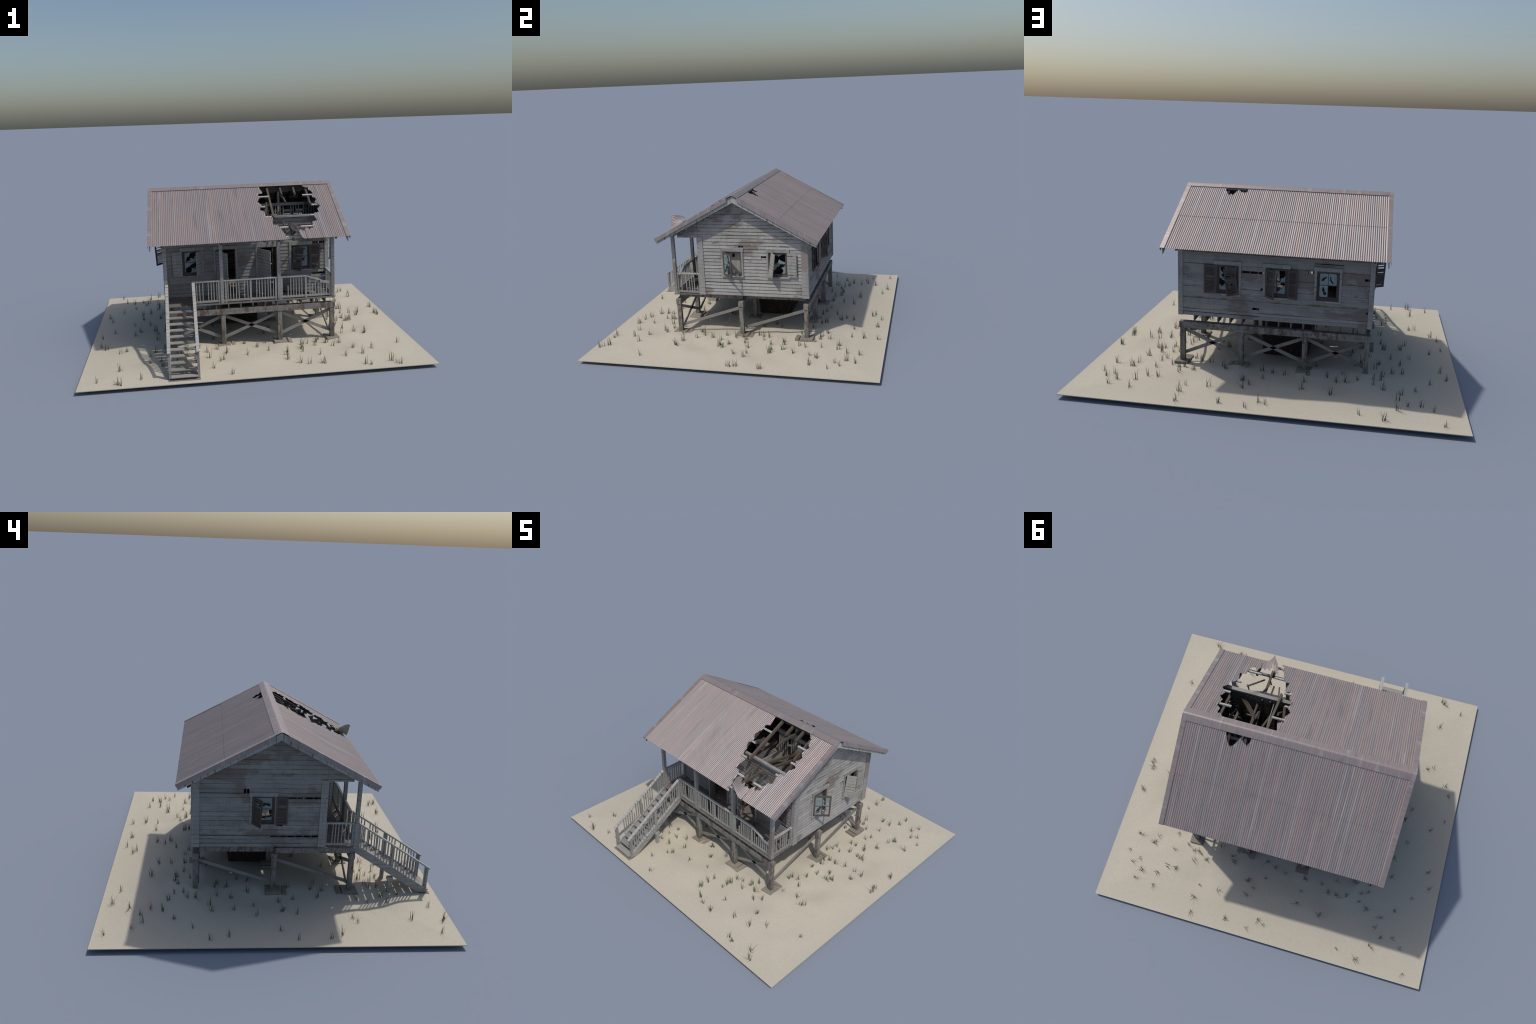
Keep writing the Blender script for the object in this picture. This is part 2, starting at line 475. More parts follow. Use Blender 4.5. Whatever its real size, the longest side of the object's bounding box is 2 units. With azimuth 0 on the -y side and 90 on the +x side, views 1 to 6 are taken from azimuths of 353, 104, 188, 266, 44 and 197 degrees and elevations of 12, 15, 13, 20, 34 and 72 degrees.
GRASS_B = [
    (-0.660, -0.835), (-0.258, -0.764), (-0.157, -0.853), (-0.399, -0.507), (-0.356, -0.609), (-0.277, -0.611),
    (-0.290, -0.538), (-0.215, -0.673), (-0.191, -0.647), (-0.174, -0.564), (-0.224, -0.500), (-0.046, -0.422),
    (0.079, -0.418), (0.175, -0.656), (0.188, -0.614), (0.177, -0.714), (0.237, -0.763), (0.284, -0.791), (0.367,
    -0.804), (0.278, -0.623), (0.371, -0.687), (0.278, -0.588), (0.286, -0.566), (0.297, -0.513), (0.371, -0.544),
    (0.384, -0.489), (0.387, -0.473), (0.446, -0.504), (0.480, -0.555), (0.523, -0.522), (0.412, -0.433), (0.510,
    -0.739), (0.584, -0.626), (0.617, -0.722), (0.693, -0.654), (0.595, -0.859), (0.754, -0.836), (0.788, -0.885),
    (0.576, -0.389), (0.518, -0.280), (0.525, -0.258), (0.565, -0.244), (0.606, -0.283), (0.665, -0.357), (0.715,
    -0.389), (0.731, -0.372), (0.548, -0.093), (0.610, -0.113), (0.571, -0.025), (0.556, 0.018), (0.582, 0.046),
    (0.668, -0.102), (0.695, -0.107), (0.707, -0.081), (0.504, 0.115), (0.519, 0.147), (0.525, 0.184), (0.566,
    0.292), (0.616, 0.219), (0.751, 0.093), (0.781, 0.017), (0.810, 0.090), (0.684, 0.080), (0.693, 0.223),
    (0.712, 0.228), (0.671, 0.308), (0.606, 0.398), (0.717, 0.382), (0.947, 0.215), (0.933, 0.062), (0.939,
    0.020), (0.670, 0.230), (-0.489, 0.319), (-0.558, 0.309), (-0.573, 0.234), (-0.522, 0.142), (-0.479, 0.258),
    (-0.644, 0.115), (-0.606, -0.025), (-0.586, -0.100), (-0.578, -0.241), (-0.500, -0.208), (-0.515, -0.273),
    (-0.590, -0.453), (-0.621, -0.509), (-0.560, -0.598), (-0.540, -0.688), (-0.464, -0.543), (0.295, 0.184)
]


def tuft_mesh(seed):
    r = random.Random(seed)
    verts, faces = [], []
    for b_ in range(r.randint(6, 10)):
        a = r.uniform(0, 2 * math.pi)
        reach = r.uniform(0.002, 0.013) if b_ < 6 else r.uniform(0.014, 0.030)
        tall = r.uniform(0.020, 0.056) * (1 if b_ < 6 else 0.75)
        foot = Vector((r.uniform(-0.011, 0.011), r.uniform(-0.006, 0.006), -0.005))
        d = Vector((math.cos(a), math.sin(a), 0))
        side = Vector((-d.y, d.x, 0))
        k, seg, wide = len(verts), 5, r.uniform(0.0018, 0.0030)
        for i in range(seg + 1):
            t = i / seg
            c = foot + d * reach * t ** 2 + Z3 * (tall * (t - 0.25 * t * t * reach / 0.03) + 0.004 * t)
            w = wide * (1 - t) ** 0.6 * 0.5 + 0.00012
            verts += [c - side * w, c + d * w * 0.5, c + side * w]
        for i in range(seg):
            b = k + 3 * i
            faces += [(b, b + 1, b + 4, b + 3), (b + 1, b + 2, b + 5, b + 4), (b + 2, b, b + 3, b + 5)]
    return verts, faces


tufts = [add_object("grass_tuft", *tuft_mesh(100 + i), grass, ground) for i in range(7)]
for i, (x, y) in enumerate(GRASS_A + GRASS_B):
    m = Matrix.LocRotScale(Vector((x, y, ground_z(x, y))), Matrix.Rotation(rnd.uniform(0, 6.28), 3, "Z"),
                           Vector((1, 1, 1)) * rnd.uniform(0.85, 1.28))
    if i < 7:
        tufts[i].matrix_world = m
    else:
        place_copy(tufts[i % 7], m)

for x, y in ((-0.44, -0.53), (-0.40, -0.57), (-0.35, -0.55), (-0.46, -0.60), (-0.33, -0.49), (-0.41, -0.49), (-0.62, -0.62), (0.02, -0.50),
             (0.33, -0.50), (0.08, -0.58), (-0.05, -0.62), (0.58, -0.18), (0.63, 0.05), (0.57, 0.16), (0.66, -0.05), (0.60, 0.30)):
    place_copy(tufts[rnd.randrange(7)], Matrix.LocRotScale(Vector((x, y, ground_z(x, y))), Matrix.Rotation(rnd.uniform(0, 6.28), 3, "Z"), Vector((1, 1, 1)) * rnd.uniform(0.8, 1.15)))
for _ in range(16):
    x, y = rnd.uniform(-0.48, 0.45), rnd.uniform(-0.38, 0.40)
    place_copy(tufts[rnd.randrange(7)], Matrix.LocRotScale(Vector((x, y, ground_z(x, y))), Matrix.Rotation(rnd.uniform(0, 6.28), 3, "Z"), Vector((1, 1, 1))))

# ---------------------------------------------------------------- foundation
POST_X = (-0.503, -0.1735, 0.1745, 0.503)
POST_Y = (-0.428, 0.0, 0.428)
TOP = 0.0575
# which side of each footing carries the loose slab: (dx, dy)
LOOSE = {(3, 0): (0, 1), (3, 1): (0, 1), (3, 2): (0, -1), (2, 0): (1, 0), (2, 2): (1, 0), (0, 2): (1, 0),
         (1, 1): (-1, 0), (0, 1): (0, -1), (0, 0): (0, 1), (1, 0): (1, 0)}

for i, x in enumerate(POST_X):
    for j, y in enumerate(POST_Y):
        p = Parts()
        w, d = 0.0415 + rnd.uniform(-0.002, 0.003), 0.0435 + rnd.uniform(-0.002, 0.002)
        base = 0.0 if (i + j) % 2 else 0.004
        p.hexa([(x - w, y - d, base), (x + w, y - d, base), (x + w, y + d, base), (x - w, y + d, base),
                (x - w * 0.97, y - d * 0.97, TOP - rnd.uniform(0, 0.004)), (x + w * 0.97, y - d * 0.97, TOP - rnd.uniform(0, 0.004)),
                (x + w * 0.97, y + d * 0.97, TOP - rnd.uniform(0, 0.003)), (x - w * 0.97, y + d * 0.97, TOP - rnd.uniform(0, 0.003))])
        if (i, j) in LOOSE:
            sx, sy = LOOSE[i, j]
            if sx:
                a, b = sorted((x + sx * (w + 0.006), x + sx * (w + 0.030)))
                p.hexa([(a, y - d, base), (b, y - d, base), (b, y + d, base), (a, y + d, base),
                        (a, y - d, TOP - 0.004), (b, y - d, TOP - 0.008), (b, y + d, TOP - 0.006), (a, y + d, TOP - 0.002)])
            else:
                a, b = sorted((y + sy * (d + 0.006), y + sy * (d + 0.030)))
                p.hexa([(x - w, a, base), (x + w * 0.9, a, base), (x + w * 0.9, b, base), (x - w, b, base),
                        (x - w, a, TOP - 0.004), (x + w * 0.9, a, TOP - 0.002), (x + w * 0.9, b, TOP - 0.006), (x - w, b, TOP - 0.008)])
        p.make("footing", footing_mat, root, 0.0015)
        Parts().box(x - 0.0135, x + 0.0135, y - 0.0135, y + 0.0135, 0.05, 0.2425).make("stump", stump[2], root, 0.0012)

for y in POST_Y:
    Parts().box(-0.521, 0.521, y - 0.016, y + 0.016, 0.243, 0.280).make("bearer_beam", stump[0], root, 0.0015)

# crossed braces along the long sides, single ones across the ends
for y in (-0.4105, 0.4105):
    for a, b in zip(POST_X, POST_X[1:]):
        p = Parts()
        lo, hi = 0.0935, 0.2245
        up = Vector((0, 0, 1))
        p.beam((a + 0.006, y, hi + 0.0035), (b - 0.006, y, lo - 0.0035), 0.006, 0.0185, up)
        p.beam((a + 0.006, y + 0.0004, lo - 0.0035), (b - 0.006, y + 0.0004, hi + 0.0035), 0.0072, 0.0185, up)
        br = p.make("cross_brace", brace_wood, root)
        c = ((a + b) / 2, 0.159)
        diamond = Parts().prism([(c[0] - 0.0215, c[1]), (c[0], c[1] - 0.0093), (c[0] + 0.0215, c[1]), (c[0], c[1] + 0.0093)], 1,
                              y - 0.0052, y + 0.0056)
        diamond.make("overlap_diamond", overlap_mat, br)  # added: copies the black overlap fault of flush braces, no real plate
for x in (-0.4862, 0.4862):
    for y0, y1 in ((-0.4135, -0.0145), (0.0145, 0.4135)):
        Parts().beam((x, y0 + 0.006, 0.0945), (x, y1 + 0.004, 0.2290), 0.0066, 0.0185, Z3).make("end_brace", brace_wood, root)

# joists: verandah run and house run
joists = Parts()
for k in range(14):
    x = 0.459 - 0.0746 * k
    joists.box(x - 0.0042, x + 0.0042, -0.440, 0.0, 0.2804, 0.3108)
for k in range(15):
    x = 0.443 - 0.0668 * k
    joists.box(x - 0.0042, x + 0.0042, 0.0, 0.4145, 0.2804, 0.3190)
joists.make("floor_joists", stump[1], root)

floor = Parts()
n = 30
for k in range(n):
    y = -0.268 + 0.0237 * k
    if k in (9, 10) or k == 17:
        continue
    floor.box(-0.512, 0.512, y + 0.0006, y + 0.0231, 0.3195, 0.3265)
floor.make("house_floor", floor_wood, root)
deck = Parts()
for k in range(9):
    y = -0.4535 + 0.0206 * k
    x0 = -0.515 + (rnd.uniform(0, 0.01) if k else 0)
    x1 = 0.512 + rnd.uniform(-0.004, 0.006)
    cuts = [(x0, x1)]
    if k == 2:
        cuts = [(x0, -0.31), (-0.25, 0.40), (0.452, x1)]
    if k == 5:
        cuts = [(x0, 0.12), (0.19, x1)]
    if k == 8:
        cuts = [(x0, -0.42), (-0.36, -0.24), (-0.19, x1)]
    for a, b in cuts:
        deck.box(a, b, y + 0.0006, y + 0.0200, 0.3112, 0.3185 + rnd.uniform(-0.0008, 0.0008))
deck.make("verandah_deck", floor_wood, root)

# rusty tank left under the floor
tank = Parts()
bot, top_ = (-0.172, 0.086, 0.012, 0.236, 0.046), (-0.196, 0.092, -0.006, 0.276, 0.296)
tank.hexa([(bot[0], bot[2], bot[4]), (bot[1], bot[2], bot[4]), (bot[1], bot[3], bot[4]), (bot[0], bot[3], bot[4]),
           (top_[0], top_[2], top_[4]), (top_[1], top_[2], top_[4]), (top_[1], top_[3], top_[4]), (top_[0], top_[3], top_[4])])
tank.box(0.05, 0.10, -0.045, -0.004, 0.205, 0.214)
tank.make("rusty_tank", rusty_tank, root, 0.004)

# --------------------------------------------------------------------- walls
PITCH, LAP, ROW0, THICK = 0.0222, 0.0309, 0.3231, 0.0032
SIDES = {
    "right": (lambda u, z, d: Vector((X1 + d, u, z)), 1, (YF, YB)),
    "left": (lambda u, z, d: Vector((-X1 - d, u, z)), 1, (YF, YB)),
    "back": (lambda u, z, d: Vector((u, YB + d, z)), 0, (-X1, X1)),
    "front": (lambda u, z, d: Vector((u, YF - d, z)), 0, (-X1, X1)),
}
WIN_Z = (0.458, 0.616)
OPENINGS = {  # along the wall: from, to, bottom, top
    "right": [(-0.100, 0.020, *WIN_Z), (0.198, 0.318, *WIN_Z)],
    "left": [(0.011, 0.131, *WIN_Z)],
    "back": [(0.191, 0.312, *WIN_Z), (-0.071, 0.047, *WIN_Z), (-0.342, -0.224, *WIN_Z)],
    "front": [(-0.402, -0.283, *WIN_Z), (0.283, 0.403, *WIN_Z), (-0.195, -0.072, FLOOR, 0.614), (0.069, 0.192, FLOOR, 0.614)],
}
MISSING = {  # boards gone: from, to, lower edge of the hole
    "right": [(0.005, 0.037, 0.643), (0.150, 0.184, 0.578)],
    "left": [(0.148, 0.177, 0.640), (-0.230, -0.055, 0.599), (-0.035, 0.005, 0.444), (-0.231, 0.028, 0.376)],
    "back": [(0.050, 0.178, 0.578), (0.050, 0.072, 0.487), (0.078, 0.115, 0.376), (-0.209, -0.178, 0.600),
             (-0.497, -0.471, 0.578), (-0.499, -0.486, 0.400)],
    "front": [(0.415, 0.498, 0.620), (0.413, 0.497, 0.421)],
}
SLIPPED = {  # boards that slid down: from, to, height of the slit
    "right": [(-0.229, 0.238, 0.411), (0.183, 0.333, 0.656)],
    "left": [(0.148, 0.408, 0.633), (0.028, 0.408, 0.388), (-0.138, 0.408, 0.344)],
    "back": [(0.077, 0.496, 0.345), (-0.360, -0.208, 0.657)],
    "front": [(0.41, 0.498, 0.588)],
}


def wall_box(parts, at, u0, u1, z0, z1, d0, d1):
    a = [at(u0, z0, d0), at(u1, z0, d0), at(u1, z0, d1), at(u0, z0, d1)]
    b = [at(u0, z1, d0), at(u1, z1, d0), at(u1, z1, d1), at(u0, z1, d1)]
    parts.hexa(a + b)


def row_range(side, c):
    """How far a board whose lower edge is at c reaches: bottom and top ends."""
    lo, hi = SIDES[side][2]
    b, t = [lo, hi], [lo, hi]
    if side in ("left", "right"):
        lim_b, lim_t = (0.962 - c) / M, (0.962 - c - LAP) / M
        b[1], t[1] = min(hi, lim_b), min(hi, max(0.0, lim_t))
        if c > 0.697:
            end = -max(0.008, lim_t - (0.014 if side == "right" else 0.004))
            b[0], t[0] = end, end
            if c < 0.72:
                b[0] = t[0] = -0.402
    return b, t


def subtract(spans, a, b):
    out = []
    for s, e in spans:
        if b <= s or a >= e:
            out.append((s, e))
            continue
        if a - s > 0.004:
            out.append((s, a))
        if e - b > 0.004:
            out.append((b, e))
    return out


board_total = 0


def clad(side, top):
    global board_total
    at, axis, (lo, hi) = SIDES[side]
    # casings, corner boards and sills make the wall's own mesh
    trim = Parts()
    if side in ("right", "left"):
        for a, b in ((YF - 0.0005, -0.231), (0.407, YB + 0.0005)):
            wall_box(trim, at, a, b, 0.3205, 0.706 if a < 0 else 0.715, -0.004, 0.0028)
    else:
        for a, b in ((-X1 - 0.001, -0.4975), (0.4975, X1 + 0.001)):
            wall_box(trim, at, a, b, 0.3205, 0.722, -0.004, 0.0028)
    for a, b, z0, z1 in OPENINGS[side]:
        wall_box(trim, at, a - 0.0145, b + 0.0160, z1, z1 + 0.0215, -0.004, 0.0048)
        for e in (a - 0.0125, b):
            wall_box(trim, at, e, e + 0.0125, z0 - 0.004, z1, -0.004, 0.0036)
        if z0 > 0.4:
            wall_box(trim, at, a - 0.0115, b + 0.0140, z0 - 0.0085, z0, -0.006, 0.0095)
    wall = trim.make("wall", casing_paint, root, 0.0006)
    # studs behind the boards
    studs = Parts()
    u = lo + 0.03
    while u < hi - 0.01:
        if not any(a - 0.004 < u < b + 0.004 for a, b, *_ in OPENINGS[side]):
            studs_top = (min(0.80, roof_z(u) - 0.05) if axis == 1 else (0.70 if side == "back" else 0.795))
            wall_box(studs, at, u - 0.0035, u + 0.0035, 0.32, studs_top, -0.020, -0.0075)
        u += 0.0445
    studs.make("wall_studs", rafter_wood[2], wall)
    k = 0
    while True:
        c = ROW0 + PITCH * k
        if c + LAP * 0.7 > top:
            break
        b, t = row_range(side, c)
        spans = [(b[0], b[1])]
        for a, e, z0, z1 in OPENINGS[side]:
            if min(c + LAP, z1) - max(c, z0) > 0.012:
                spans = subtract(spans, a - 0.004, e + 0.004)
        for a, e, z in MISSING[side]:
            if abs(c + LAP * 0 - (z - 0.0087)) < 0.008:
                spans = subtract(spans, a, e)
        slips = [(a, e) for a, e, z in SLIPPED[side] if abs(c - (z - 0.0185)) < PITCH / 2]
        pieces = []
        for s, e in spans:
            parts_ = [(s, e, LAP)]
            for a, f in slips:
                nxt = []
                for s1, e1, hh in parts_:
                    for s2, e2 in subtract([(s1, e1)], a, f):
                        nxt.append((s2, e2, hh))
                    if max(s1, a) < min(e1, f) - 0.004:
                        nxt.append((max(s1, a), min(e1, f), PITCH - 0.0055))
                parts_ = nxt
            for s1, e1, hh in parts_:
                if e1 - s1 > 0.4 and rnd.random() < 0.75:
                    m = s1 + (e1 - s1) * rnd.uniform(0.3, 0.7)
                    pieces += [(s1, m - 0.0004, hh), (m + 0.0004, e1, hh)]
                else:
                    pieces.append((s1, e1, hh))
        for s, e, hh in pieces:
            s_t = t[0] if s == b[0] else s
            e_t = t[1] if e == b[1] else e
            if e_t - s_t < 0.004:
                e_t = s_t + 0.004
            sag = rnd.uniform(-0.0012, 0.0012)
            d = rnd.uniform(-0.0006, 0.0004)
            z0, z1 = c, c + hh
            pts = [at(s, z0, d), at(e, z0 + sag, d), at(e, z0 + sag, d - THICK), at(s, z0, d - THICK),
                   at(s_t, z1, d - 0.0046), at(e_t, z1, d - 0.0046), at(e_t, z1, d - 0.0046 - THICK), at(s_t, z1, d - 0.0046 - THICK)]
            p = Parts()
            p.hexa(pts)
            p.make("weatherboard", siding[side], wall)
            board_total += 1
        k += 1
    return wall


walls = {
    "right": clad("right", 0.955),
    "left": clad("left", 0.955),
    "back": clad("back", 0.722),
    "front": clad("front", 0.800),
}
Parts().box(-0.515, 0.515, -0.281, -0.262, 0.797, 0.8085).make("top_plate", plain[0], walls["front"])

# ------------------------------------------------------- windows and shutters


def louvre_shutter(name, w, h, parent, gone=()):
    """Louvred shutter in its own frame: hinge edge on the z axis, leaf along +x."""
    p = Parts()
    st, th = 0.0085, 0.005
    p.box(0, st, -th / 2, th / 2, 0, h).box(w - st, w, -th / 2, th / 2, 0, h)
    for z0, z1 in ((0, 0.013), (h * 0.47, h * 0.47 + 0.010), (h - 0.012, h)):
        p.box(st, w - st, -th / 2 + 0.0003, th / 2 - 0.0003, z0, z1)
    k, z = 0, 0.016
    while z < h - 0.014:
        if not (h * 0.47 - 0.003 < z < h * 0.47 + 0.011) and k not in gone:
            tilt = rnd.uniform(-0.0012, 0.0012)
            p.hexa([(st, -0.0026, z), (w - st, -0.0026, z + tilt), (w - st, -0.0015, z + tilt), (st, -0.0015, z),
                    (st, 0.0012, z + 0.0062), (w - st, 0.0012, z + tilt + 0.0062), (w - st, 0.0023, z + tilt + 0.0062), (st, 0.0023, z + 0.0062)])
        z += 0.0072
        k += 1
    ob = p.make(name, frame_wood, parent)
    return ob


def hinge_straps(w, h, parent, y):
    p = Parts()
    for z in (0.016, h - 0.018):
        p.box(0.001, w * 0.62, y - 0.0006, y + 0.0006, z, z + 0.0028)
    return p.make("hinge_strap", rusty_hinge, parent)


def plank_leaf(name, w, h, parent, planks=3):
    p = Parts()
    for i in range(planks):
        a, b = w * i / planks, w * (i + 1) / planks
        p.box(a + 0.0003, b - 0.0003, -0.0022, 0.0022, rnd.uniform(0, 0.0016), h - rnd.uniform(0, 0.0016))
    for z in (0.014, h - 0.026):
        p.box(0.003, w - 0.003, 0.0023, 0.0045, z, z + 0.012)
    ob = p.make(name, painted[2], parent)
    return ob


def hang(ob, at, u, z, d, yaw, axis_flip=1, roll=0.0, lean=0.0):
    """Place a leaf whose hinge edge stands at (u, z, d) on a wall."""
    o = at(u, z, d)
    du = (at(u + 1, z, d) - o) * axis_flip
    dn = at(u, z, d + 1) - o
    c, s = math.cos(yaw), math.sin(yaw)
    ex = du * c + dn * s
    ey = ex.cross(Z3) * -1
    m = Matrix((ex, ey, Z3)).transposed().to_4x4()
    m.translation = o
    ob.matrix_world = m @ Matrix.Rotation(roll, 4, "Y") @ Matrix.Rotation(lean, 4, "X")


def broken_pane(x0, x1, z0, z1, keep, seed):
    """Glass left in one light.  keep: 0 gone ... 1 whole; ring of shards round a hole."""
    r = random.Random(seed)
    cx, cz, w, h = (x0 + x1) / 2, (z0 + z1) / 2, (x1 - x0) / 2, (z1 - z0) / 2
    verts, faces, n = [], [], 30
    if keep >= 1:
        return [(x0, 0, z0), (x1, 0, z0), (x1, 0, z1), (x0, 0, z1)], [(0, 1, 2, 3)]
    ox, oz = r.uniform(-0.35, 0.35) * w, r.uniform(-0.35, 0.35) * h
    lobe = r.uniform(0, 6.28)
    for i in range(n):
        a = 2 * math.pi * i / n
        ca, sa = math.cos(a), math.sin(a)
        ray = []
        if abs(ca) > 1e-6:
            ray.append(((w if ca > 0 else -w) - ox) / ca)
        if abs(sa) > 1e-6:
            ray.append(((h if sa > 0 else -h) - oz) / sa)
        far = min(q for q in ray if q > 0)
        inner = far * min(1.0, max(0.06, (1 - keep) * (1.0 + 0.65 * math.sin(a * 2 + lobe)) + r.uniform(-0.22, 0.22)))
        verts += [(cx + ox + ca * far, 0, cz + oz + sa * far), (cx + ox + ca * inner, 0, cz + oz + sa * inner)]
    for i in range(n):
        j = (i + 1) % n
        faces.append((2 * i, 2 * j, 2 * j + 1, 2 * i + 1))
    return verts, faces


def sash(w, h, lights, keeps, seed, parent, name="window_sash"):
    """Window sash in its own frame (x along, z up) with broken panes as children."""
    cols, rows = lights
    p = Parts()
    b = 0.0095
    p.box(0, b, -0.003, 0.003, 0, h).box(w - b, w, -0.003, 0.003, 0, h)
    p.box(b, w - b, -0.0029, 0.0029, 0, b * 1.25).box(b, w - b, -0.0029, 0.0029, h - b, h)
    xs = [b + (w - 2 * b) * i / cols for i in range(cols + 1)]
    zs = [b * 1.25 + (h - 2.25 * b) * i / rows for i in range(rows + 1)]
    for x in xs[1:-1]:
        p.box(x - 0.0016, x + 0.0016, -0.002, 0.002, b, h - b)
    for z in zs[1:-1]:
        p.box(b, w - b, -0.0021, 0.0021, z - 0.0016, z + 0.0016)
    ob = p.make(name, frame_wood, parent)
    k = 0
    for i in range(cols):
        for j in range(rows):
            if keeps[k] > 0:
                v, f = broken_pane(xs[i], xs[i + 1], zs[j], zs[j + 1], keeps[k], seed + k)
                g = add_object("glass_pane", v, f, glass, ob)
                so = g.modifiers.new("thickness", "SOLIDIFY")
                so.thickness = 0.0008
            k += 1
    return ob


def window(side, i, lights=(1, 2), keeps=(0.5, 0.5), seed=1, with_sash=True):
    at = SIDES[side][0]
    a, b, z0, z1 = OPENINGS[side][i]
    p = Parts()
    for u in (a, b - 0.007):
        wall_box(p, at, u, u + 0.007, z0, z1, -0.020, -0.001)
    wall_box(p, at, a + 0.007, b - 0.007, z1 - 0.007, z1, -0.020, -0.0012)
    wall_box(p, at, a + 0.007, b - 0.007, z0, z0 + 0.006, -0.020, -0.0012)
    fr = p.make("window", frame_wood, walls[side])
    if with_sash:
        s = sash(b - a - 0.010, z1 - z0 - 0.010, lights, keeps, seed, fr)
        flip = 1
        hang(s, at, a + 0.005, z0 + 0.006, -0.010, 0.0, flip)
    return fr


R_, L_, B_, F_ = (SIDES[k][0] for k in ("right", "left", "back", "front"))
H = 0.157
# right gable: an open sash, then a window with plank shutters
w = window("right", 0, with_sash=False)
s = sash(0.104, 0.152, (2, 2), (0.45, 0.75, 0.0, 0.4), 11, w, "open_sash")
hang(s, R_, -0.097, 0.460, 0.001, math.radians(45), 1)
blind = Parts()
blind.box(0.486, 0.489, -0.112, -0.047, 0.44, 0.64).box(0.486, 0.489, -0.030, 0.034, 0.44, 0.64)
blind.box(0.486, 0.489, -0.047, -0.030, 0.44, 0.570).box(0.486, 0.489, -0.047, -0.030, 0.594, 0.64)
blind.make("blind_board", board_wood, w)
w = window("right", 1, (1, 2), (0.17, 0.13), 23)
s = plank_leaf("plank_shutter", 0.060, H, w, 2)
hang(s, R_, 0.319, 0.458, 0.007, 0.05, 1)
hinge_straps(0.06, H, s, -0.003)
s = plank_leaf("plank_shutter", 0.062, H, w, 2)
hang(s, R_, 0.197, 0.462, 0.004, math.radians(56), 1, 0.05, math.radians(-7))
# left gable: louvred shutters, one swung out
w = window("left", 0, (1, 2), (0.25, 0.62), 31)
s = louvre_shutter("louvre_shutter", 0.061, H, w, (3, 11, 12))
hang(s, L_, 0.004, 0.456, 0.006, 0.0, -1)
hinge_straps(0.06, H, s, 0.0031)
s = louvre_shutter("louvre_shutter", 0.066, H, w, (8, 9, 13, 15))
hang(s, L_, 0.131, 0.459, 0.004, math.radians(48), -1, 0.06)
# back wall
w = window("back", 0, (2, 2), (0.75, 0.4, 0.25, 0.3), 41)
s = louvre_shutter("louvre_shutter", 0.064, H, w, (8, 9, 10))
hang(s, B_, 0.314, 0.456, 0.007, 0.0, 1)
hinge_straps(0.06, H, s, -0.0031)
s = louvre_shutter("louvre_shutter", 0.063, 0.152, w, (6, 12))
hang(s, B_, 0.1885, 0.4575, 0.011, math.radians(8), 1, 0.135)
w = window("back", 1, (2, 2), (0.35, 0.25, 0.65, 0.4), 53)
s = louvre_shutter("louvre_shutter", 0.052, H, w, ())
hang(s, B_, -0.0715, 0.456, 0.007, 0.08, -1)
hinge_straps(0.052, H, s, 0.0031)
s = louvre_shutter("louvre_shutter", 0.060, H, w, (12,))
hang(s, B_, 0.046, 0.456, 0.005, math.radians(34), -1, 0.03)
window("back", 2, (2, 2), (0.0, 0.72, 0.62, 0.68), 61)
# front wall, under the verandah
w = window("front", 0, (1, 2), (0.35, 0.45), 71)
s = plank_leaf("plank_shutter", 0.060, H, w, 2)
hang(s, F_, -0.404, 0.456, 0.006, 0.03, -1)
hinge_straps(0.06, H, s, 0.003)
s = plank_leaf("plank_shutter", 0.060, H, w, 2)
hang(s, F_, -0.282, 0.458, 0.004, math.radians(125), 1)
w = window("front", 1, (1, 2), (0.55, 0.6), 83)
s = louvre_shutter("louvre_shutter", 0.061, H, w, (2, 9, 10))
hang(s, F_, 0.405, 0.456, 0.006, 0.0, 1)
hinge_straps(0.06, H, s, -0.0031)
s = louvre_shutter("louvre_shutter", 0.060, 0.150, w, (5, 6, 12))
hang(s, F_, 0.281, 0.4595, 0.010, math.radians(12), 1, 0.15)
# two doors standing ajar
for i, ang in ((2, 58), (3, 57)):
    a, b, z0, z1 = OPENINGS["front"][i]
    p = Parts()
    wall_box(p, F_, a, a + 0.005, z0, z1, -0.018, -0.001)
    wall_box(p, F_, b - 0.005, b, z0, z1, -0.018, -0.001)
    wall_box(p, F_, a + 0.005, b - 0.005, z1 - 0.005, z1, -0.018, -0.0012)
    fr = p.make("door_frame", frame_wood, walls["front"])
    s = plank_leaf("door", 0.118, 0.286, fr, 4)
    hang(s, F_, a + 0.003, 0.3225, 0.003, math.radians(ang), 1)
    hinge_straps(0.10, 0.286, s, 0.005)

# ---------------------------------------------------------------------- roof
CORR, AMP = 0.01123, 0.0012
NORM = {-1: Vector((0, -M, 1)).normalized(), 1: Vector((0, M, 1)).normalized()}


def on_roof(x, s, off, sgn):
    """Point on a roof slope: s is the distance from the ridge measured on plan."""
    return Vector((x, sgn * s, RIDGE_Z - M * s)) + NORM[sgn] * off


def inside(poly, x, s):
    c, j = False, len(poly) - 1
    for i in range(len(poly)):
        (xi, si), (xj, sj) = poly[i], poly[j]
        if (si > s) != (sj > s) and x < (xj - xi) * (s - si) / (sj - si) + xi:
            c = not c
        j = i
    return c


def wave(x):
    return AMP * math.cos(2 * math.pi * x / CORR)


